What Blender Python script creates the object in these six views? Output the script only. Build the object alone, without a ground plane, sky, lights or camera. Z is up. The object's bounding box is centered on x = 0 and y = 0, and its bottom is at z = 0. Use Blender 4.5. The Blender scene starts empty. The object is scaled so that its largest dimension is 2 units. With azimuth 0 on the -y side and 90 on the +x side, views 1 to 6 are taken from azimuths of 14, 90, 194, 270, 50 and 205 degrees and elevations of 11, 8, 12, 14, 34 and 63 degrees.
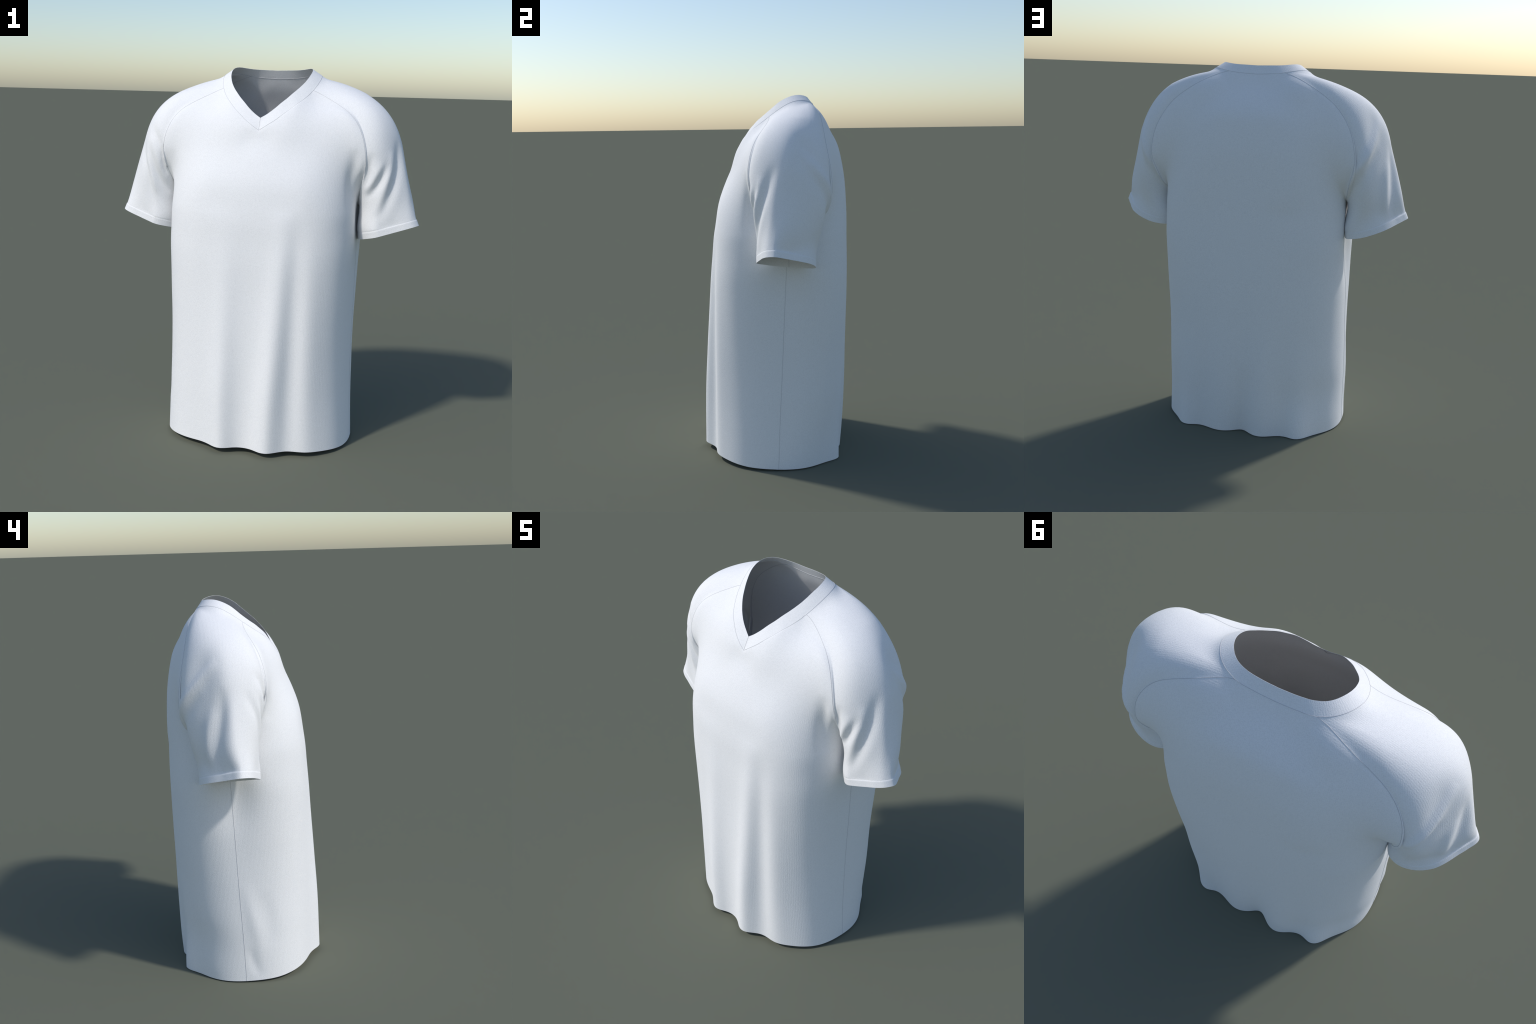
# A plain white raglan V-neck T-shirt standing as if worn by an invisible body.
# The cloth is laid out as sewing panels (front, back, two raglan sleeves,
# collar band, cuff bands) on one quad grid.  Seams, hem, cuffs and a few
# profiles are given as curves; the cloth between them is relaxed by minimising
# its bending, subdivided, folded and finally split into panels.
import bpy
import math
import numpy as np

# ----------------------------------------------------------------- utilities
def spline(pts, u, closed=False):
    """Centripetal-free Catmull-Rom through pts, sampled at arc fractions u."""
    p = np.asarray(pts, float)
    d = np.linalg.norm(np.diff(np.vstack([p, p[:1]]) if closed else p, axis=0), axis=1)
    k = np.concatenate([[0], np.cumsum(d)])
    fine = cubic(k, np.vstack([p, p[:1]]) if closed else p, np.linspace(0, k[-1], 60 * len(p)), closed)
    s = np.concatenate([[0], np.cumsum(np.linalg.norm(np.diff(fine, axis=0), axis=1))])
    s /= s[-1]
    return np.stack([np.interp(u, s, fine[:, i]) for i in range(p.shape[1])], 1)


def cubic(k, p, x, closed=False):
    """Monotone-ish cubic Hermite through (k, p); p may be 1-D or 2-D."""
    k = np.asarray(k, float)
    p = np.asarray(p, float)
    one = p.ndim == 1
    if one:
        p = p[:, None]
    h = np.diff(k)
    s = np.diff(p, axis=0) / h[:, None]
    m = np.empty_like(p)
    m[1:-1] = (s[:-1] * h[1:, None] + s[1:] * h[:-1, None]) / (h[1:] + h[:-1])[:, None]
    m[0], m[-1] = s[0], s[-1]
    if closed:
        m[0] = m[-1] = (s[0] * h[-1] + s[-1] * h[0]) / (h[0] + h[-1])
    x = np.asarray(x, float)
    i = np.clip(np.searchsorted(k, x, side="right") - 1, 0, len(h) - 1)
    t = ((np.clip(x, k[0], k[-1]) - k[i]) / h[i])[..., None]
    hi = h[i][..., None]
    r = ((2 * t**3 - 3 * t**2 + 1) * p[i] + (t**3 - 2 * t**2 + t) * hi * m[i]
         + (-2 * t**3 + 3 * t**2) * p[i + 1] + (t**3 - t**2) * hi * m[i + 1])
    return r[..., 0] if one else r


def table(rows):
    """rows of (key, value): a smooth function of the key."""
    k, v = zip(*rows)
    return lambda x: cubic(k, v, x)


def smoothstep(a, b, x):
    t = np.clip((np.asarray(x, float) - a) / (b - a), 0, 1)
    return t * t * (3 - 2 * t)


def bump(x, c, w):
    return np.exp(-0.5 * ((x - c) / w) ** 2)


# -------------------------------------------------------------- measurements
CX = -0.004                                   # the garment hangs slightly off centre
CX_HEM, CX_TRUNK = -0.002, -0.009
N_TORSO, N_RAGLAN, N_FRONT, N_BACK, N_TOP, N_SLEEVE = 24, 20, 44, 32, 8, 16
BAND = 0.036                                  # height of the turned cuff band
CLOTH = 0.0008                                # cloth thickness

# half width, side-seam depth, front and back depth of the trunk by height
half_width = table([(0, .508), (.2, .500), (.35, .496), (.5, .492), (.65, .492), (.8, .496), (.95, .500), (1.08, .505), (1.2, .503), (1.3, .503)])
side_y = table([(0, .020), (.25, .030), (.5, .043), (.8, .057), (1.15, .074), (1.3, .080)])
front_y = table([(0, -.352), (.36, -.352), (.6, -.348), (.87, -.339), (1.0, -.336), (1.12, -.331), (1.22, -.327), (1.3, -.318), (1.41, -.300), (1.5, -.269), (1.63, -.213), (1.70, -.187)])
back_y = table([(0, .362), (.15, .378), (.38, .394), (.6, .404), (.8, .412), (1.0, .416), (1.24, .414), (1.42, .409), (1.56, .400), (1.65, .385), (1.737, .364), (1.82, .316), (1.88, .272), (1.92, .245), (1.95, .230)])
front_round = table([(0, 2.6), (.35, 2.6), (.65, 2.75), (1.0, 3.0), (1.3, 3.0)])
back_round = table([(0, 2.42), (.15, 2.55), (.35, 2.9), (.65, 3.1), (1.0, 3.5), (1.3, 3.5)])

# hanging folds of the trunk: (side, x at hem, x at top, width, [(z, height)...])
FOLDS = [
    ("front", .118, .185, .050, [(0, .048), (.36, .042), (.6, .033), (.87, .023), (1.05, .014), (1.2, .005), (1.26, .002)]),
    ("front", -.130, -.120, .050, [(0, .046), (.36, .036), (.6, .024), (.87, .014), (1.05, .007), (1.25, 0)]),
    ("front", .330, .312, .042, [(0, .012), (.2, .014), (.7, .013), (1.0, .006), (1.2, 0)]),
    ("front", .222, .238, .034, [(0, -.006), (.3, -.012), (.7, -.014), (1.0, -.011), (1.2, -.004), (1.26, -.001)]),
    ("back", .125, .110, .050, [(0, .022), (.15, .018), (.38, .012), (.7, .004), (1.0, 0)]),
    ("back", -.122, -.110, .050, [(0, .032), (.15, .026), (.38, .014), (.7, .004), (1.0, 0)]),
    ("back", -.005, -.005, .032, [(0, -.032), (.15, -.018), (.4, 0)]),
    ("back", .330, .300, .042, [(0, .050), (.06, .041), (.15, .028), (.3, .014), (.5, .004), (.8, 0)]),
    ("back", -.325, -.295, .042, [(0, .050), (.06, .041), (.15, .028), (.3, .014), (.5, .004), (.8, 0)]),
]

# the flanks are drawn in under the arms
HOLLOW_LEFT = table([(0, 0), (.72, 0), (.82, .006), (.92, .018), (1.05, .032), (1.3, .028)])
HOLLOW_RIGHT = table([(0, 0), (.80, 0), (.92, .003), (1.05, .008), (1.3, .014)])

# seam curves, right half of the garment (x > 0): from armpit up to the collar
ARMPIT = (.488, .085, 1.290)
RAGLAN_FRONT = [ARMPIT, (.496, .030, 1.322), (.510, -.030, 1.385), (.526, -.083, 1.444), (.543, -.114, 1.495), (.552, -.127, 1.540),
                (.551, -.127, 1.580), (.543, -.122, 1.615), (.525, -.114, 1.668), (.498, -.101, 1.718), (.463, -.081, 1.762),
                (.417, -.059, 1.794), (.383, -.046, 1.812), (.347, -.032, 1.831), (.305, -.018, 1.851), (.272, -.012, 1.866), (.240, -.011, 1.881)]
RAGLAN_BACK = [ARMPIT, (.494, .150, 1.300), (.508, .220, 1.330), (.519, .268, 1.375), (.528, .291, 1.415), (.547, .303, 1.465), (.563, .309, 1.520),
               (.569, .308, 1.570), (.562, .303, 1.615), (.544, .293, 1.656), (.523, .285, 1.691), (.480, .276, 1.755), (.424, .270, 1.813),
               (.374, .267, 1.846), (.330, .263, 1.873), (.282, .256, 1.897), (.235, .246, 1.919), (.190, .235, 1.936), (.148, .227, 1.952)]
# collar: pairs of points on its seam and on its free edge, V to nape
COLLAR = [((0, -.197, 1.676), (0, -.164, 1.738)), ((.041, -.190, 1.703), (.032, -.152, 1.758)), ((.079, -.176, 1.729), (.066, -.138, 1.785)),
          ((.111, -.159, 1.756), (.096, -.120, 1.813)), ((.145, -.136, 1.783), (.125, -.096, 1.838)), ((.173, -.110, 1.809), (.148, -.073, 1.860)),
          ((.203, -.073, 1.836), (.172, -.043, 1.883)), ((.240, -.011, 1.881), (.201, .004, 1.922)), ((.260, .050, 1.925), (.216, .050, 1.961)),
          ((.264, .105, 1.955), (.217, .098, 1.986)), ((.250, .150, 1.966), (.205, .135, 1.996)), ((.222, .188, 1.966), (.182, .168, 1.996)),
          ((.187, .213, 1.960), (.152, .188, 1.992)), ((.148, .227, 1.952), (.120, .198, 1.989)), ((.080, .232, 1.945), (.065, .205, 1.987)),
          ((0, .233, 1.941), (0, .207, 1.985))]
J_FRONT, J_BACK = 7, 13                       # where the raglan seams meet the collar

# cuff outline (x, y), from the armpit side forward and round; its plane is tilted
CUFF = [(.495, .085), (.505, .030), (.528, -.020), (.558, -.056), (.600, -.080), (.650, -.074), (.708, -.060), (.758, -.047), (.796, -.024),
        (.814, .012), (.794, .054), (.766, .097), (.738, .142), (.708, .178), (.672, .202), (.630, .216), (.585, .219), (.548, .210), (.516, .187), (.499, .140)]


def cuff_z(x, y):
    d = x - .603
    return 1.138 + np.where(d > 0, .334, .23) * d - .085 * y


# profiles of the sleeve: over the shoulder, along its front and along its back
SLEEVE_TOP = [(.300, .105, 1.943), (.345, .105, 1.924), (.400, .104, 1.906), (.450, .102, 1.888), (.500, .100, 1.869), (.545, .097, 1.847), (.588, .093, 1.816),
              (.633, .088, 1.771), (.665, .084, 1.725), (.692, .080, 1.672), (.708, .075, 1.605), (.722, .068, 1.545), (.744, .054, 1.455), (.776, .036, 1.340), (.801, .021, 1.258)]
SHOULDER_FRONT = [(.330, -.004, 1.875), (.420, -.010, 1.855), (.510, -.030, 1.828), (.572, -.042, 1.786), (.616, -.047, 1.718), (.640, -.044, 1.640), (.667, -.043, 1.550), (.704, -.042, 1.440), (.742, -.040, 1.320)]
SHOULDER_BACK = [(.320, .228, 1.893), (.420, .215, 1.865), (.500, .199, 1.828), (.552, .178, 1.770), (.605, .170, 1.700), (.650, .161, 1.600), (.682, .154, 1.470), (.708, .152, 1.340), (.724, .148, 1.240)]
SLEEVE_FRONT = [(.575, -.110, 1.480), (.592, -.090, 1.420), (.600, -.081, 1.360), (.602, -.078, 1.280), (.602, -.079, 1.205)]
SLEEVE_BACK = [(.585, .291, 1.500), (.602, .277, 1.430), (.612, .262, 1.345), (.618, .246, 1.265), (.623, .233, 1.195)]


# ------------------------------------------------------------------- the grid
V, KEY = [], {}


def node(p):
    V.append(tuple(p))
    return len(V) - 1


def hem_lift(x, y):
    return np.interp(y, [-.33, -.15, .03, .30], [.028, .014, .006, .001])


def section(z, side, n):
    """n+1 points of the front or back half of the trunk outline at height z."""
    w, ys = float(half_width(z)), float(side_y(z))
    depth, e = (front_y(z), front_round(z)) if side == "front" else (back_y(z), back_round(z))
    th = np.linspace(0, math.pi, 721)
    c, s = np.cos(th), np.sin(th)
    if side == "back":                          # the back turns more softly on the left
        e = e - np.where(c > 0, .45 * smoothstep(0, .3, z) + .4 * smoothstep(.6, 1.0, z), 0)
    x = -w * np.sign(c) * np.abs(c) ** (2 / e)
    y = ys + (depth - ys) * np.abs(s) ** (2 / e)
    sign = -1 if side == "front" else 1
    for where, x0, x1, wide, rise in FOLDS:
        if where == side:
            cx = x0 + (x1 - x0) * min(z / 1.1, 1)
            y = y + sign * table(rise)(z) * bump(x, cx, wide)
    hollow = np.where(x < 0, float(HOLLOW_LEFT(z)), float(HOLLOW_RIGHT(z)))
    x = x - np.sign(x) * hollow * bump(y, .055, .070) * smoothstep(.25, .45, np.abs(x))
    pts = np.stack([x, y], 1)
    L = np.concatenate([[0], np.cumsum(np.linalg.norm(np.diff(pts, axis=0), axis=1))])
    u = np.linspace(0, L[-1], n + 1)
    x, y = np.interp(u, L, x), np.interp(u, L, y)
    zz = z + hem_lift(x, y) * (1 - smoothstep(0, .6, z))
    return np.stack([x + CX_HEM + (CX_TRUNK - CX_HEM) * min(z / .3, 1), y, zz], 1)


def mirror(p, s):
    return (s * p[0] + CX, p[1], p[2])


FP = np.zeros((N_TORSO + N_RAGLAN + 1, N_FRONT + 1), int)
BP = np.zeros((N_TORSO + N_RAGLAN + 1, N_BACK + 1), int)
FIXED = set()
LEVELS = np.linspace(0, 1.245, N_TORSO)
for r in range(N_TORSO):
    f, b = section(LEVELS[r], "front", N_FRONT), section(LEVELS[r], "back", N_BACK)
    for c in range(N_FRONT + 1):
        FP[r, c] = node(f[c])
    BP[r, 0], BP[r, -1] = FP[r, 0], FP[r, -1]
    for c in range(1, N_BACK):
        BP[r, c] = node(b[c])
FIXED.update(range(len(V)))

rag_u = np.linspace(0, 1, N_RAGLAN + 1)
rag_u = rag_u * (1 + .55 * (1 - rag_u))        # rows close up towards the collar
RF, RB, ARC = {}, {}, {}
outer = np.array([a for a, b in COLLAR])
inner = np.array([b for a, b in COLLAR])
knot = np.concatenate([[0], np.cumsum(np.linalg.norm(np.diff(outer, axis=0), axis=1))])


def collar_at(k):
    return cubic(knot, outer, k), cubic(knot, inner, k)


K_V = np.linspace(0, knot[J_FRONT], N_FRONT // 2 + 1)
K_ARC = np.linspace(knot[J_FRONT], knot[J_BACK], N_TOP + 1)
K_NAPE = np.linspace(knot[J_BACK], knot[-1], N_BACK // 2 + 1)
COLLAR_K = {}                                  # node on collar seam -> (side, knot)
for s in (-1, 1):
    a = node(mirror(ARMPIT, s))
    RF[s] = [a] + [node(mirror(p, s)) for p in spline(RAGLAN_FRONT, rag_u)[1:]]
    RB[s] = [a] + [node(mirror(p, s)) for p in spline(RAGLAN_BACK, rag_u)[1:]]
    ARC[s] = [RF[s][-1]] + [node(mirror(p, s)) for p in collar_at(K_ARC[1:-1])[0]] + [RB[s][-1]]
    for n, k in zip(ARC[s], K_ARC):
        COLLAR_K[n] = (s, k)
for r in range(N_RAGLAN + 1):
    R = N_TORSO + r
    FP[R, 0], FP[R, -1] = RF[-1][r], RF[1][r]
    BP[R, 0], BP[R, -1] = RB[-1][r], RB[1][r]
half = N_FRONT // 2
for i in range(half):
    for s in ((-1, 1) if i else (1,)):
        n = node(mirror(collar_at(K_V[i:i + 1])[0][0], s))
        FP[-1, half + s * i] = n
        COLLAR_K[n] = (s if i else 0, K_V[i])
halfb = N_BACK // 2
for i in range(halfb):
    for s in ((-1, 1) if i else (1,)):
        n = node(mirror(collar_at(K_NAPE[halfb - i:halfb - i + 1])[0][0], s))
        BP[-1, halfb + s * i] = n
        COLLAR_K[n] = (s if i else 0, K_NAPE[halfb - i])
FIXED.update(range(len(V)))

# interior of the yokes: start from a blend between the rows below and the collar
for G, n_c in ((FP, N_FRONT), (BP, N_BACK)):
    for r in range(N_TORSO, N_TORSO + N_RAGLAN):
        t = (r - N_TORSO + 1) / (N_RAGLAN + 1)
        for c in range(1, n_c):
            u = c / n_c
            lo, hi = np.array(V[G[N_TORSO - 1, c]]), np.array(V[G[-1, c]])
            l, q = np.array(V[G[r, 0]]), np.array(V[G[r, -1]])
            l0, q0, l1, q1 = (np.array(V[G[N_TORSO - 1, 0]]), np.array(V[G[N_TORSO - 1, -1]]), np.array(V[G[-1, 0]]), np.array(V[G[-1, -1]]))
            p = lo * (1 - t) + hi * t + l * (1 - u) + q * u - ((1 - u) * ((1 - t) * l0 + t * l1) + u * ((1 - t) * q0 + t * q1))
            G[r, c] = node(p)

# sleeves
SL = {}
ring_n = 2 * N_RAGLAN + N_TOP
i_front = 9
cuff_key = [0, i_front, N_RAGLAN + N_TOP // 2, ring_n - i_front, ring_n]
J_LAST = N_SLEEVE - 3                          # last free-hanging row, just above the cuff band
RISE = {J_LAST: BAND + .014, J_LAST + 1: BAND, J_LAST + 2: BAND / 2, J_LAST + 3: 0}
row_t = np.linspace(0, 1, J_LAST + 1)
row_t = row_t * (1 - .62 * (1 - row_t) ** 2)     # and away from the seam
cuff_fine = spline([(x, y, cuff_z(x, y)) for x, y in CUFF], np.linspace(0, 1, 2001), True)
i_fr, i_tip, i_bk = cuff_fine[:, 1].argmin(), cuff_fine[:, 0].argmax(), cuff_fine[:, 1].argmax()
cuff_val = np.array([0, i_fr, i_tip, i_bk, 2000]) / 2000
CUFF_AT = np.interp(np.arange(ring_n), cuff_key, cuff_val)
for s in (-1, 1):
    ring = RF[s] + ARC[s][1:-1] + RB[s][:0:-1]
    G = np.zeros((N_SLEEVE + 1, ring_n), int)
    G[0] = ring
    for i in range(ring_n):
        k = CUFF_AT[i] * 2000
        end = np.array([np.interp(k, np.arange(2001), cuff_fine[:, j]) for j in range(3)])
        end = np.array((s * end[0], end[1], end[2]))
        start = np.array(V[ring[i]])
        up = start - end
        up = np.array([-.25 * s, 0, 1.0]) * .6 + .4 * up / np.linalg.norm(up)
        up /= np.linalg.norm(up)
        for j in range(1, N_SLEEVE + 1):
            if j >= J_LAST:
                G[j, i] = node(end + up * RISE[j])
                FIXED.add(G[j, i])
            else:
                G[j, i] = node(start + (end + up * RISE[J_LAST] - start) * row_t[j])
    SL[s] = G

# collar band
LOOP = [int(n) for n in FP[-1]] + ARC[1][1:-1] + [int(n) for n in BP[-1][::-1]] + ARC[-1][::-1][1:-1]
N_BAND = 4
CO = np.zeros((N_BAND + 1, len(LOOP)), int)
CO[0] = LOOP
for l, n in enumerate(LOOP):
    s, k = COLLAR_K[n]
    o, i = collar_at(np.array([k]))
    i = i + np.array((-.004, 0, .006)) * (s > 0) * bump(k, K_V[-1] * .85, .10)   # the right edge stands a little higher
    o, i = np.array(mirror(o[0], s)), np.array(mirror(i[0], s))
    for j in range(1, N_BAND + 1):
        t = j / N_BAND
        CO[j, l] = node(o + (i - o) * t)
        FIXED.add(CO[j, l])

V = np.array(V, float)

# profile targets ------------------------------------------------------------
PULL = []                                      # (node, target, stiffness)
SOFT = []                                      # (node, axis, value-function of current point, weight)
for r in range(N_TORSO, N_TORSO + N_RAGLAN):
    for c in range(half - 8, half + 9):
        if abs(c - half) < 4 or V[FP[r, c]][2] < 1.58:
            SOFT.append((FP[r, c], lambda z, x=V[FP[r, c]][0]: front_y(z) + .30 * (x - CX) ** 2))
    for c in range(halfb - 5, halfb + 6):
        SOFT.append((BP[r, c], lambda z, x=V[BP[r, c]][0]: back_y(z) - .08 * (x - CX) ** 2))
for s in (-1, 1):
    G = SL[s]
    guides = ((0, [], 0, 9), (i_front, SLEEVE_FRONT, 3e4, 9), (N_RAGLAN, SHOULDER_FRONT, 2e4, 1.86), (N_RAGLAN + N_TOP // 2, SLEEVE_TOP, 1e5, 9),
              (N_RAGLAN + N_TOP, SHOULDER_BACK, 2e4, 1.78), (ring_n - i_front, SLEEVE_BACK, 3e4, 9))
    keys, rows = [], []
    for i, path, pull, below in guides:
        a, b = V[G[0, i]] * (s, 1, 1), V[G[J_LAST, i]] * (s, 1, 1)
        keys.append(i)
        rows.append(spline([a] + list(path) + [b], row_t) * (s, 1, 1))
    keys.append(ring_n)
    rows.append(rows[0])
    rows = np.array(rows)
    cols = np.arange(ring_n)
    loft = [cubic(keys, rows[:, j], cols, True) for j in range(J_LAST + 1)]
    top_gap, end_gap = V[G[0]] - loft[0], V[G[J_LAST]] - loft[-1]
    for j in range(1, J_LAST):
        t = row_t[j]
        V[G[j]] = loft[j] + (1 - t) ** 3 * top_gap + t**2 * end_gap
    for (i, path, pull, below), row in zip(guides, rows):
        for j in range(1, J_LAST):
            if pull and row[j][2] < below:
                PULL.append((G[j, i], row[j], pull))

# ------------------------------------------------- relax: least bending of cloth
TRIPLES = []
SPACING = {}                                   # natural spacing of the sleeve rows
COLUMN_SPAN = {s: [1.06 * np.linalg.norm(V[SL[s][J_LAST, i]] - V[SL[s][0, i]]) + .01 for i in range(ring_n)] for s in (-1, 1)}


def strip(line, w=1.0):
    for a, b, c in zip(line[:-2], line[1:-1], line[2:]):
        TRIPLES.append((a, b, c, w))


for G, Rn, R in ((FP, RF, "f"), (BP, RB, "b")):
    for c in range(G.shape[1]):
        if 0 < c < G.shape[1] - 1:
            strip(list(G[:, c]))
    for r in range(N_TORSO, N_TORSO + N_RAGLAN):
        k = r - N_TORSO
        idx = (lambda s, k=k: k) if R == "f" else (lambda s, k=k: (ring_n - k) % ring_n)
        strip(list(G[r]))
        w = float(smoothstep(.42, .62, k / N_RAGLAN))
        if w > 0:
            for s, edge in ((-1, G[r, :2][::-1]), (1, G[r, -2:])):
                TRIPLES.append((edge[0], edge[1], SL[s][1, idx(s)], 8 * w))
                SPACING[len(TRIPLES) - 1] = (np.linalg.norm(V[edge[1]] - V[edge[0]]), row_t[1] * COLUMN_SPAN[s][idx(s)])
for s in (-1, 1):
    G = SL[s]
    for i in range(ring_n):
        span = COLUMN_SPAN[s][i]
        gap = list(np.diff(row_t) * span) + [.014, BAND / 2, BAND / 2]
        for j in range(1, N_SLEEVE):
            TRIPLES.append((G[j - 1, i], G[j, i], G[j + 1, i], 1.0))
            SPACING[len(TRIPLES) - 1] = (gap[j - 1], gap[j])
    for j in range(1, J_LAST):
        strip(list(G[j]) + [G[j, 0], G[j, 1]], 5.0)

free = np.array(sorted(set(range(len(V))) - FIXED))
pos = -np.ones(len(V), int)
pos[free] = np.arange(len(free))
for l in range(len(LOOP)):                     # the cloth runs on into the collar band without a step
    below = {**{int(FP[-1, c]): FP[-2, c] for c in range(1, N_FRONT)}, **{int(BP[-1, c]): BP[-2, c] for c in range(1, N_BACK)},
             **{int(SL[s][0, i]): SL[s][1, i] for s in (-1, 1) for i in range(N_RAGLAN + 1, N_RAGLAN + N_TOP)}} if l == 0 else below
    if LOOP[l] in below:
        TRIPLES.append((CO[1, l], LOOP[l], below[LOOP[l]], 2.0))
REST = [SPACING.get(k) or (np.linalg.norm(V[b] - V[a]) + 2e-3, np.linalg.norm(V[c] - V[b]) + 2e-3) for k, (a, b, c, w) in enumerate(TRIPLES)]
for step in range(3):
    n = len(free)
    A = np.zeros((n, n))
    B = np.zeros((n, 3))
    for (a, b, c, w), (h1, h2) in zip(TRIPLES, REST):
        h = .5 * (h1 + h2)
        co = ((a, 1 / h1), (b, -1 / h1 - 1 / h2), (c, 1 / h2))
        w = w / h
        for p, cp in co:
            if pos[p] < 0:
                continue
            for q, cq in co:
                if pos[q] >= 0:
                    A[pos[p], pos[q]] += w * cp * cq
                else:
                    B[pos[p]] -= w * cp * cq * V[q]
    for p, q, k in PULL:
        A[pos[p], pos[p]] += k
        B[pos[p]] += k * q
    Ay, By = A.copy(), B[:, 1].copy()
    for p, f in SOFT:
        if pos[p] >= 0:
            Ay[pos[p], pos[p]] += 3e4
            By[pos[p]] += 3e4 * float(f(V[p][2]))
    X = np.linalg.solve(A, B[:, [0, 2]])
    V[free, 0], V[free, 2] = X[:, 0], X[:, 1]
    V[free, 1] = np.linalg.solve(Ay, By)

# ---------------------------------------------------------------- quads, panels
PANELS = ["front_panel", "back_panel", "sleeve", "sleeve", "cuff_band", "cuff_band", "collar"]
FACES, REGION = [], []


def quad(a, b, c, d, g):
    FACES.append((int(a), int(b), int(c), int(d)))
    REGION.append(g)


for r in range(N_TORSO + N_RAGLAN):
    for c in range(N_FRONT):
        quad(FP[r, c], FP[r, c + 1], FP[r + 1, c + 1], FP[r + 1, c], 0)
    for c in range(N_BACK):
        quad(BP[r, c + 1], BP[r, c], BP[r + 1, c], BP[r + 1, c + 1], 1)
for s in (-1, 1):
    G = SL[s]
    for j in range(N_SLEEVE):
        for i in range(ring_n):
            g = (2 if j <= J_LAST else 4) + (s > 0) + (8 if i >= ring_n // 2 else 0)
            k = (i + 1) % ring_n
            q = (G[j, i], G[j + 1, i], G[j + 1, k], G[j, k])
            quad(*(q if s > 0 else q[::-1]), g)
n_l = len(LOOP)
for j in range(N_BAND):
    for l in range(n_l):
        k = (l + 1) % n_l
        right = half <= l < half + (n_l // 2)
        quad(CO[j, l], CO[j, k], CO[j + 1, k], CO[j + 1, l], 7 if right else 6)

cage = bpy.data.meshes.new("cage")
cage.from_pydata([tuple(p) for p in V], [], FACES)
for g in range(14):
    cage.materials.append(bpy.data.materials.new("tmp%d" % g))
cage.polygons.foreach_set("material_index", REGION)
cage.update()
cage_ob = bpy.data.objects.new("cage", cage)
bpy.context.scene.collection.objects.link(cage_ob)
v_notch = int(FP[-1, half])
att = cage.attributes.new("crease_vert", "FLOAT", "POINT")
val = np.zeros(len(V), np.float32)
val[[v_notch, int(CO[-1, half])]] = 1
att.data.foreach_set("value", val)
sub = cage_ob.modifiers.new("s", "SUBSURF")
sub.levels = sub.render_levels = 2
goal, ctrl = V.copy(), V.copy()
for step in range(3):                          # make the smooth surface pass through the relaxed grid
    dg = bpy.context.evaluated_depsgraph_get()
    fine = bpy.data.meshes.new_from_object(cage_ob.evaluated_get(dg))
    if step == 2:
        break
    now = np.empty(len(fine.vertices) * 3)
    fine.vertices.foreach_get("co", now)
    bpy.data.meshes.remove(fine)
    ctrl += goal - now.reshape(-1, 3)[:len(V)]
    cage.vertices.foreach_set("co", ctrl.ravel())
    cage.update()
bpy.data.objects.remove(cage_ob)
nv, nf = len(fine.vertices), len(fine.polygons)
P = np.empty(nv * 3)
fine.vertices.foreach_get("co", P)
P = P.reshape(-1, 3)
Q = np.empty(nf * 4, int)
fine.loops.foreach_get("vertex_index", Q)
Q = Q.reshape(-1, 4)
REG = np.empty(nf, int)
fine.polygons.foreach_get("material_index", REG)
HALF = REG >= 8                                # back halves of the sleeves
REG = np.where(HALF, REG - 8, REG)
bpy.data.meshes.remove(fine)
for m in list(bpy.data.materials):
    bpy.data.materials.remove(m)


def normals(P):
    d1, d2 = P[Q[:, 2]] - P[Q[:, 0]], P[Q[:, 3]] - P[Q[:, 1]]
    f = np.cross(d1, d2)
    n = np.zeros_like(P)
    for i in range(4):
        np.add.at(n, Q[:, i], f)
    return n / (np.linalg.norm(n, axis=1, keepdims=True) + 1e-12)


LINK_A = np.concatenate([Q[:, i] for i in range(4) for j in (1, 3)])
LINK_B = np.concatenate([Q[:, (i + j) % 4] for i in range(4) for j in (1, 3)])
VALENCE = np.bincount(LINK_A, minlength=nv).astype(float)


def around(P):
    """mean of the neighbours of every vertex"""
    return np.stack([np.bincount(LINK_A, P[LINK_B, i], nv) for i in range(3)], 1) / VALENCE[:, None]


def soften(P, weight, rounds, back=-.57):
    """Taubin smoothing of the subdivided cloth where weight > 0."""
    for k in range(rounds):
        for lam in (.55, back):
            P = P + (weight * lam)[:, None] * (around(P) - P)
    return P


def near_weight(mask, reach):
    """1 inside mask, fading to 0 within `reach` edge steps of everything else."""
    d = np.where(mask, reach, 0).astype(float)
    for _ in range(reach):
        e = d.copy()
        for i in range(4):
            for j in (1, 3):
                np.minimum.at(e, Q[:, i], d[Q[:, (i + j) % 4]] + 1)
        d = np.minimum(d, e)
    return d / reach


inside = np.zeros(nv, bool)
inside[np.unique(Q[(REG == 2) | (REG == 3)])] = True
inside[np.unique(Q[(REG != 2) & (REG != 3)])] = False
P = soften(P, near_weight(inside, 4), 40)
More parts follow.
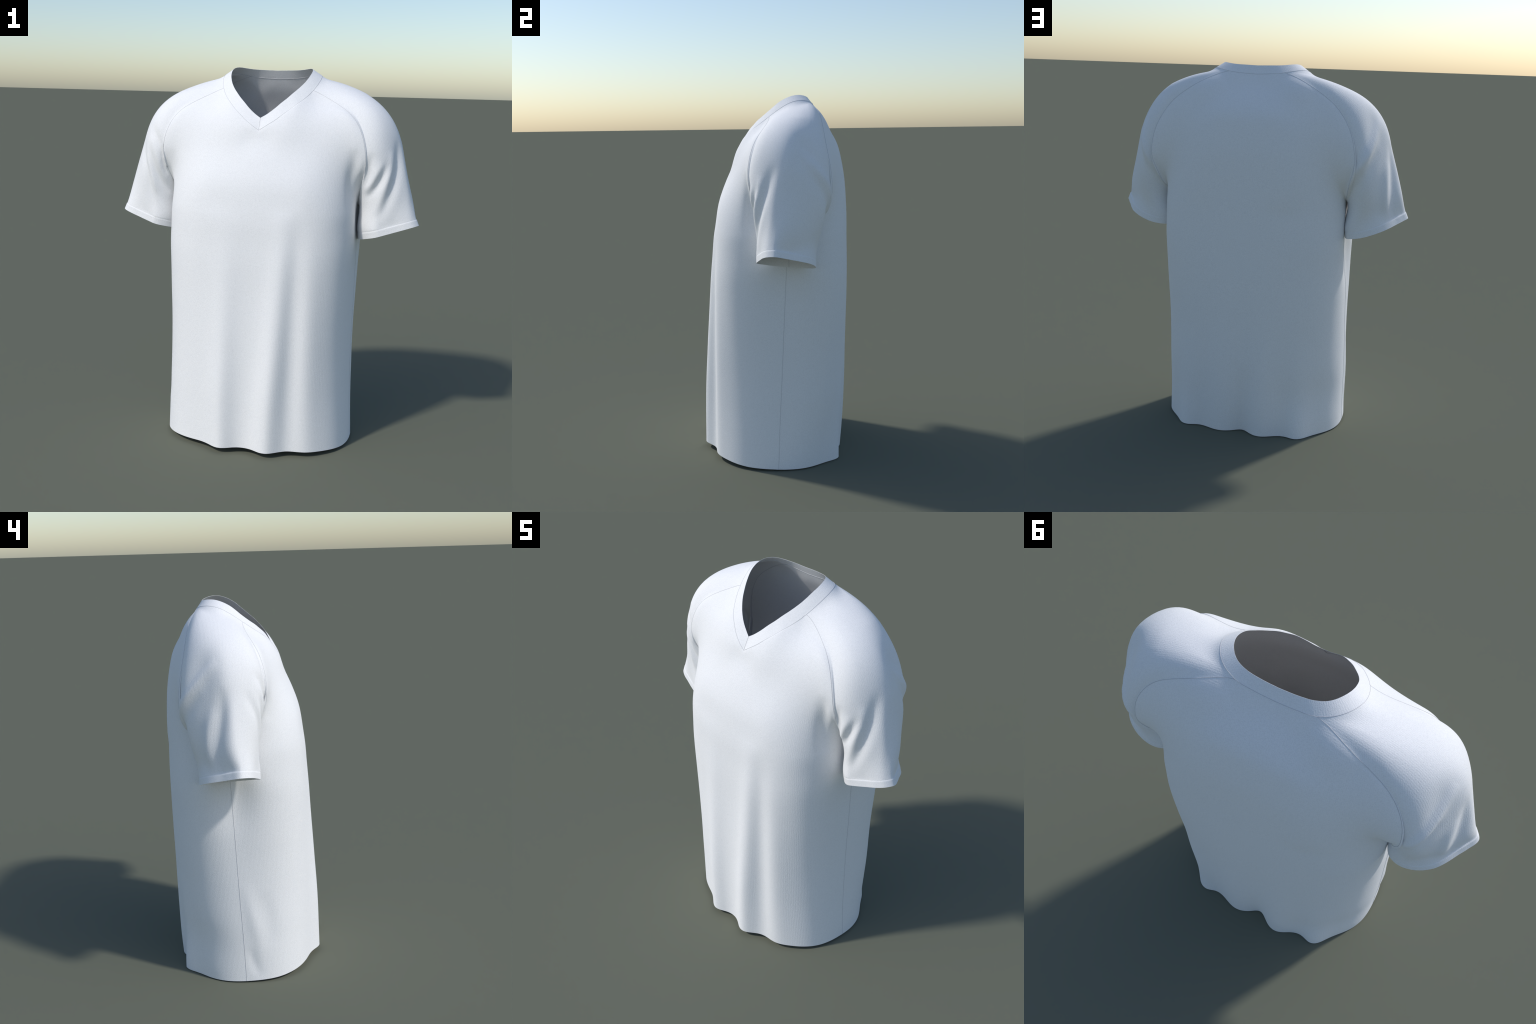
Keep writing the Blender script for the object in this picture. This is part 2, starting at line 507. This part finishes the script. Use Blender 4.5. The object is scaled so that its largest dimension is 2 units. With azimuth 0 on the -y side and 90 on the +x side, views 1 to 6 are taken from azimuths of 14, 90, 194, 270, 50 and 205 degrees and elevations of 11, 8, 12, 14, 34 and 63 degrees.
# let the upper raglan seams lie flat in the shoulder
trunk_set, sleeve_set = np.zeros(nv, bool), np.zeros(nv, bool)
trunk_set[np.unique(Q[REG <= 1])] = True
sleeve_set[np.unique(Q[(REG == 2) | (REG == 3)])] = True
hops = np.where(trunk_set & sleeve_set & (P[:, 2] > 1.46), 0, 99)
for _ in range(11):
    e = hops.copy()
    for i in range(4):
        for j in (1, 3):
            np.minimum.at(e, Q[:, i], hops[Q[:, (i + j) % 4]] + 1)
    hops = e
flat = np.clip(1.15 - hops / 10, 0, 1) * smoothstep(1.46, 1.56, P[:, 2])
collar_set = np.zeros(nv, bool)
collar_set[np.unique(Q[REG >= 6])] = True
flat *= near_weight(~collar_set, 5)
P = soften(P, flat, 110, -.3)
N = normals(P)
in_sleeve = np.zeros(nv, bool)
in_sleeve[np.unique(Q[(REG >= 2) & (REG <= 5)])] = True
in_collar = np.zeros(nv, bool)
in_collar[np.unique(Q[REG >= 6])] = True

# ------------------------------------------------------- folds and drag lines
# (path on the cloth, height along the normal, width); negative heights are valleys
TRUNK_CREASES = [
    ([(.545, -.130, 1.560), (.530, -.105, 1.455), (.510, -.040, 1.380)], -.010, .013),
    ([(.560, .306, 1.490), (.532, .288, 1.405), (.508, .230, 1.335)], -.010, .014),
    ([(-.545, -.130, 1.560), (-.530, -.105, 1.455), (-.510, -.040, 1.380)], -.010, .013),
    ([(-.560, .306, 1.490), (-.532, .288, 1.405), (-.508, .230, 1.335)], -.010, .014),
    ([(.150, .262, 1.905), (.240, .285, 1.860), (.330, .290, 1.820)], .009, .045),
    ([(-.150, .262, 1.905), (-.240, .285, 1.860), (-.330, .290, 1.820)], .009, .045),
    ([(.090, -.170, 1.750), (.180, -.130, 1.785), (.270, -.090, 1.800)], .004, .040),
    ([(-.110, -.165, 1.735), (-.190, -.130, 1.760), (-.280, -.095, 1.775)], .002, .040),
    ([(-.500, .014, .567), (-.502, -.015, .400), (-.503, -.045, .257), (-.502, -.070, .111)], .005, .024),
    ([(-.507, .000, .202), (-.507, -.030, .086), (-.500, -.060, .020)], -.0045, .018),
    ([(-.493, -.075, .507), (-.490, -.110, .335), (-.486, -.129, .190)], -.004, .028),
    ([(.490, -.130, 1.600), (.478, -.130, 1.500), (.465, -.120, 1.400), (.462, -.120, 1.270)], -.012, .022),
    ([(.522, -.127, 1.560), (.522, -.120, 1.470), (.512, -.100, 1.400)], .006, .014),
    ([(-.490, -.130, 1.560), (-.480, -.130, 1.480), (-.470, -.120, 1.400)], -.005, .022),
]
RIGHT_CREASES = [
    ([(.480, .170, 1.850), (.570, .165, 1.775), (.620, .150, 1.700), (.660, .135, 1.600)], -.010, .060),
    ([(.690, .020, 1.650), (.690, -.010, 1.580), (.692, -.035, 1.500), (.682, -.062, 1.420), (.655, -.080, 1.335), (.610, -.082, 1.235)], -.015, .019),
    ([(.668, -.040, 1.590), (.660, -.060, 1.530), (.650, -.084, 1.440), (.628, -.088, 1.350), (.585, -.078, 1.245)], .009, .017),
    ([(.700, .045, 1.650), (.733, .010, 1.470), (.752, -.005, 1.360), (.768, -.018, 1.240)], .006, .022),
    ([(.660, -.060, 1.545), (.645, -.078, 1.510), (.622, -.095, 1.455), (.590, -.088, 1.400), (.540, -.058, 1.335)], -.012, .014),
    ([(.625, -.098, 1.540), (.600, -.102, 1.480), (.570, -.094, 1.420), (.535, -.070, 1.365)], .009, .015),
    ([(.575, -.112, 1.580), (.560, -.116, 1.500), (.552, -.100, 1.440), (.535, -.070, 1.400)], -.010, .014),
    ([(.650, .120, 1.730), (.643, .156, 1.685), (.622, .222, 1.605), (.600, .280, 1.525), (.566, .288, 1.457), (.520, .270, 1.380)], .014, .016),
    ([(.670, .180, 1.620), (.645, .235, 1.550), (.615, .275, 1.460), (.560, .265, 1.370)], -.007, .020),
]
LEFT_CREASES = [
    ([(-.560, -.122, 1.570), (-.552, -.108, 1.480), (-.530, -.070, 1.400)], -.011, .013),
    ([(-.680, -.010, 1.600), (-.672, -.030, 1.550), (-.645, -.085, 1.430), (-.632, -.086, 1.325), (-.610, -.080, 1.220)], -.011, .016),
    ([(-.635, -.085, 1.570), (-.623, -.096, 1.520), (-.600, -.096, 1.440), (-.571, -.078, 1.383), (-.530, -.035, 1.310)], -.014, .015),
    ([(-.650, -.070, 1.540), (-.640, -.085, 1.490), (-.618, -.095, 1.410), (-.590, -.080, 1.310)], .008, .014),
    ([(-.615, -.050, 1.680), (-.605, -.070, 1.650), (-.580, -.107, 1.593), (-.556, -.112, 1.500)], -.013, .015),
    ([(-.708, .085, 1.620), (-.724, .095, 1.500), (-.738, .115, 1.380), (-.745, .125, 1.240)], -.013, .022),
    ([(-.715, .035, 1.590), (-.752, .045, 1.420), (-.782, .045, 1.260)], .007, .022),
    ([(-.706, .130, 1.520), (-.703, .160, 1.400), (-.706, .164, 1.304), (-.724, .145, 1.215)], .010, .020),
    ([(-.655, .110, 1.740), (-.643, .156, 1.685), (-.625, .222, 1.603), (-.598, .283, 1.523), (-.564, .288, 1.457), (-.518, .270, 1.380)], .019, .016),
    ([(-.665, .190, 1.590), (-.645, .240, 1.520), (-.610, .275, 1.440), (-.560, .265, 1.360)], -.007, .020),
]


def crease_push(where, creases):
    out = np.zeros(nv)
    idx = np.where(where)[0]
    for path, rise, wide in creases:
        line = spline(path, np.linspace(0, 1, 60))
        d2 = ((P[idx][None] - line[:, None]) ** 2).sum(2)
        w = np.exp(-.5 * (d2 - d2.min(1, keepdims=True)) / .011**2)
        line = (w @ P[idx]) / w.sum(1, keepdims=True)   # lay the path on the cloth
        for _ in range(4):
            line[1:-1] = (line[:-2] + line[1:-1] * 2 + line[2:]) / 4
        u = np.linspace(0, 1, 60)
        fade = np.sin(math.pi * u) ** .9
        d2 = ((P[idx][:, None] - line[None]) ** 2).sum(2)
        k = d2.argmin(1)
        out[idx] += rise * fade[k] * np.exp(-.5 * d2[np.arange(len(idx)), k] / wide**2)
    return out


group = np.zeros((nv, 6), bool)
for g in range(6):
    group[np.unique(Q[REG == g]), g] = True
trunk_v = group[:, 0] | group[:, 1]
left_v, right_v = group[:, 2] | group[:, 4], group[:, 3] | group[:, 5]

pt, pl, pr = crease_push(trunk_v, TRUNK_CREASES), crease_push(left_v, LEFT_CREASES), crease_push(right_v, RIGHT_CREASES)
seam_v = (trunk_v & (left_v | right_v))
push = pt + pl + pr
push[in_collar] = 0
band_v = group[:, 4] | group[:, 5]
edge_v = band_v & (group[:, 2] | group[:, 3])   # where the cuff is turned under
push[band_v] += .0012
push[edge_v] -= .0021
P = P + N * push[:, None]
# even out the step the sleeve folds leave at the seams
for _ in range(2):
    m = seam_v & ~in_collar
    P[m] = .5 * P[m] + .5 * around(P)[m]
P = soften(P, flat * smoothstep(1.50, 1.60, P[:, 2]), 25, -.2)
N = normals(P)

# ------------------------------------------------------------------- materials
def cotton(name, colour, ribs, rib_scale=150.0):
    """White jersey: fine knitted ribs plus a faint uneven yarn, all in nodes.
    ribs: 'trunk' (vertical), 'sleeve' (along the arm) or 'collar' (across the band)."""
    m = bpy.data.materials.new(name)
    m.use_nodes = True
    nt = m.node_tree
    new, link = nt.nodes.new, nt.links.new

    def math_node(op, a, b=None):
        n = new("ShaderNodeMath")
        n.operation = op
        for k, v in enumerate((a, b)):
            if v is None:
                continue
            if isinstance(v, (int, float)):
                n.inputs[k].default_value = v
            else:
                link(v, n.inputs[k])
        return n.outputs[0]

    bsdf = nt.nodes["Principled BSDF"]
    bsdf.inputs["Roughness"].default_value = .92
    bsdf.inputs["Specular IOR Level"].default_value = .12
    bsdf.inputs["Sheen Weight"].default_value = .04
    co = new("ShaderNodeTexCoord")
    xyz = new("ShaderNodeSeparateXYZ")
    link(co.outputs["Object"], xyz.inputs[0])
    nrm = new("ShaderNodeSeparateXYZ")
    link(co.outputs["Normal"], nrm.inputs[0])
    x, y, z = xyz.outputs
    ny = math_node("ABSOLUTE", nrm.outputs[1])
    facing = math_node("GREATER_THAN", ny, .72)
    if ribs == "trunk":
        a, b = x, y
    elif ribs == "sleeve":
        a, b = math_node("ADD", math_node("MULTIPLY", math_node("ABSOLUTE", x), .94), math_node("MULTIPLY", z, .34)), y
    else:
        ang = math_node("MULTIPLY", math_node("ARCTAN2", math_node("SUBTRACT", y, .03), x), .22)
        a = b = ang
    pick = new("ShaderNodeMix")
    link(facing, pick.inputs["Factor"])
    link(b, pick.inputs["A"])
    link(a, pick.inputs["B"])
    along = new("ShaderNodeCombineXYZ")
    link(pick.outputs["Result"], along.inputs[0])
    warp = new("ShaderNodeTexNoise")
    warp.inputs["Scale"].default_value = 38
    warp.inputs["Detail"].default_value = 2
    link(co.outputs["Object"], warp.inputs["Vector"])
    phase = math_node("ADD", math_node("MULTIPLY", pick.outputs["Result"], rib_scale * 2 * math.pi), math_node("MULTIPLY", warp.outputs["Fac"], 4.0))
    rib = math_node("SINE", phase)
    yarn = new("ShaderNodeTexNoise")
    yarn.inputs["Scale"].default_value = 260
    yarn.inputs["Detail"].default_value = 3
    link(co.outputs["Object"], yarn.inputs["Vector"])
    patch = new("ShaderNodeTexNoise")
    patch.inputs["Scale"].default_value = 90
    patch.inputs["Detail"].default_value = 2
    link(co.outputs["Object"], patch.inputs["Vector"])
    height = math_node("ADD", math_node("MULTIPLY", math_node("MULTIPLY", rib, math_node("POWER", patch.outputs["Fac"], 2.0)), .62), math_node("MULTIPLY", yarn.outputs["Fac"], 2.2))
    bump = new("ShaderNodeBump")
    bump.inputs["Strength"].default_value = .42
    bump.inputs["Distance"].default_value = .0009
    link(height, bump.inputs["Height"])
    link(bump.outputs[0], bsdf.inputs["Normal"])
    ramp = new("ShaderNodeValToRGB")
    ramp.color_ramp.elements[0].position, ramp.color_ramp.elements[1].position = .33, .58
    ramp.color_ramp.elements[0].color = (*[c * .92 for c in colour], 1)
    ramp.color_ramp.elements[1].color = (*colour, 1)
    link(yarn.outputs["Fac"], ramp.inputs[0])
    link(ramp.outputs[0], bsdf.inputs["Base Color"])
    return m


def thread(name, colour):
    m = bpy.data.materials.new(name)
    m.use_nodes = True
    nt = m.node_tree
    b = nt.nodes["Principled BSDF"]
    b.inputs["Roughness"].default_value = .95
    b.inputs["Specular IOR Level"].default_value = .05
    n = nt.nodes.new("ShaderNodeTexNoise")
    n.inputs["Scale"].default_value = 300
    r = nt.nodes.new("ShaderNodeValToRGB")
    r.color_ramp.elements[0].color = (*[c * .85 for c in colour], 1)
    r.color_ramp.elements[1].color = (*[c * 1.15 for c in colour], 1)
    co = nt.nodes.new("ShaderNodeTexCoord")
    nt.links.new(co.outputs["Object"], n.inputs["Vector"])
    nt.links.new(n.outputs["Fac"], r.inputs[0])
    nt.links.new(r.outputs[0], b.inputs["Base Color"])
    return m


SHELL = (.89, .89, .895)
KNIT = {k: cotton("white_cotton_" + k, SHELL, k) for k in ("trunk", "sleeve", "collar")}
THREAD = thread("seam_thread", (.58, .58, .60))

# ------------------------------------------------------------------ build parts
shirt = bpy.data.objects.new("t_shirt", None)
bpy.context.scene.collection.objects.link(shirt)
shirt["label"] = "plain white short-sleeved raglan T-shirt with V-neck collar"
shirt["category"] = "t-shirt"


def add_object(name, mesh, parent):
    ob = bpy.data.objects.new(name, mesh)
    bpy.context.scene.collection.objects.link(ob)
    ob.parent = parent
    return ob


edges = np.sort(np.concatenate([Q[:, [i, (i + 1) % 4]] for i in range(4)]), axis=1)
uniq, inv, count = np.unique(edges, axis=0, return_inverse=True, return_counts=True)
inv = inv.ravel()
open_edge = count[inv].reshape(4, nf).T == 1    # per face, per side
INNER = P - N * CLOTH


def panel(name, g, parent, knit):
    f = np.where((REG == g) | ((REG == 7) & (g == 6)))[0]   # both halves of the collar are one band
    used = np.unique(Q[f])
    back = -np.ones(nv, int)
    back[used] = np.arange(len(used))
    n = len(used)
    verts = np.vstack([P[used], INNER[used]])
    nrm = np.vstack([N[used], -N[used]])
    q = back[Q[f]]
    polys = [tuple(x) for x in q] + [tuple(x[::-1] + n) for x in q]
    loop_n = [nrm[i] for x in polys for i in x]
    extra = []
    for k, face in zip(f, q):
        for i in range(4):
            if open_edge[k, i]:
                a, b = face[i], face[(i + 1) % 4]
                polys.append((b, a, a + n, b + n))
                e = np.cross(verts[b] - verts[a], nrm[a])
                e /= np.linalg.norm(e) + 1e-12
                loop_n += [e] * 4
    me = bpy.data.meshes.new(name)
    me.from_pydata([tuple(x) for x in verts], [], polys)
    me.materials.append(KNIT[knit])
    me.polygons.foreach_set("use_smooth", [True] * len(polys))
    me.update()
    me.normals_split_custom_set([tuple(x) for x in loop_n])
    return add_object(name, me, parent)


parts = {}
for g, name in enumerate(PANELS):
    parent = parts[g - 2] if name == "cuff_band" else shirt
    parts[g] = panel(name, g, parent, "trunk" if g < 2 else "collar" if g > 5 else "sleeve")

parts[7] = parts[6]

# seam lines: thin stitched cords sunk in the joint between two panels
face_pair = {}
eid = inv.reshape(4, nf).T
for k in range(nf):
    for i in range(4):
        face_pair.setdefault(eid[k, i], []).append(k)
seam_links = {}
for e, ks in face_pair.items():
    if len(ks) == 2 and REG[ks[0]] != REG[ks[1]]:
        pair = tuple(sorted((REG[ks[0]], REG[ks[1]])))
        seam_links.setdefault(pair, []).append(uniq[e])


def chains(links):
    nb = {}
    for a, b in links:
        nb.setdefault(int(a), []).append(int(b))
        nb.setdefault(int(b), []).append(int(a))
    left = {tuple(sorted((int(a), int(b)))) for a, b in links}
    out = []
    while left:
        ends = [n for n in nb if len([m for m in nb[n] if tuple(sorted((n, m))) in left]) == 1]
        n = min(ends) if ends else min(min(e) for e in left)
        line = [n]
        while True:
            nxt = [m for m in nb[n] if tuple(sorted((n, m))) in left]
            if not nxt:
                break
            left.remove(tuple(sorted((n, nxt[0]))))
            n = nxt[0]
            line.append(n)
        out.append(line)
    return out


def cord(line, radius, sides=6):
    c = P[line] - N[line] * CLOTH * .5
    nn = N[line]
    t = np.gradient(c, axis=0)
    t /= np.linalg.norm(t, axis=1, keepdims=True) + 1e-12
    b = np.cross(t, nn)
    b /= np.linalg.norm(b, axis=1, keepdims=True) + 1e-12
    vs, fs = [], []
    for k in range(len(line)):
        for i in range(sides):
            a = 2 * math.pi * i / sides
            vs.append(c[k] + radius * .55 * math.cos(a) * b[k] + radius * math.sin(a) * nn[k])
    for k in range(len(line) - 1):
        for i in range(sides):
            j = (i + 1) % sides
            fs.append((k * sides + i, k * sides + j, (k + 1) * sides + j, (k + 1) * sides + i))
    return vs, fs


under = {2: [], 3: []}
for e, ks in face_pair.items():
    if len(ks) == 2 and HALF[ks[0]] != HALF[ks[1]] and 2 <= min(REG[ks[0]], REG[ks[1]]) and max(REG[ks[0]], REG[ks[1]]) <= 5 and abs(P[uniq[e]].mean(0)[0]) < .60 and P[uniq[e]].mean(0)[2] < 1.4:
        g = REG[ks[0]] if REG[ks[0]] < 4 else REG[ks[0]] - 2
        under[int(g)].append(uniq[e])
for g, links in under.items():
    line = max(chains(links), key=len)
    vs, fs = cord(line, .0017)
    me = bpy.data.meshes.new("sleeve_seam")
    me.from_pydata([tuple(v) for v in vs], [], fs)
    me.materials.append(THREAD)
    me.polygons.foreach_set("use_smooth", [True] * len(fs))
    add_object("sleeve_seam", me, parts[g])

for pair, links in sorted(seam_links.items()):
    if pair in ((2, 4), (3, 5)):
        continue                                # the cuff is turned, not stitched
    name = {(0, 1): "side_seam", (6, 7): "collar_seam"}.get(pair, "collar_seam" if pair[1] >= 6 else "raglan_seam")
    owner = parts[pair[0]] if name != "collar_seam" else parts[pair[1]]
    for line in chains(links):
        if len(line) < 3:
            continue
        if pair == (6, 7) and P[line][:, 1].mean() > 0:
            continue                            # no join at the nape
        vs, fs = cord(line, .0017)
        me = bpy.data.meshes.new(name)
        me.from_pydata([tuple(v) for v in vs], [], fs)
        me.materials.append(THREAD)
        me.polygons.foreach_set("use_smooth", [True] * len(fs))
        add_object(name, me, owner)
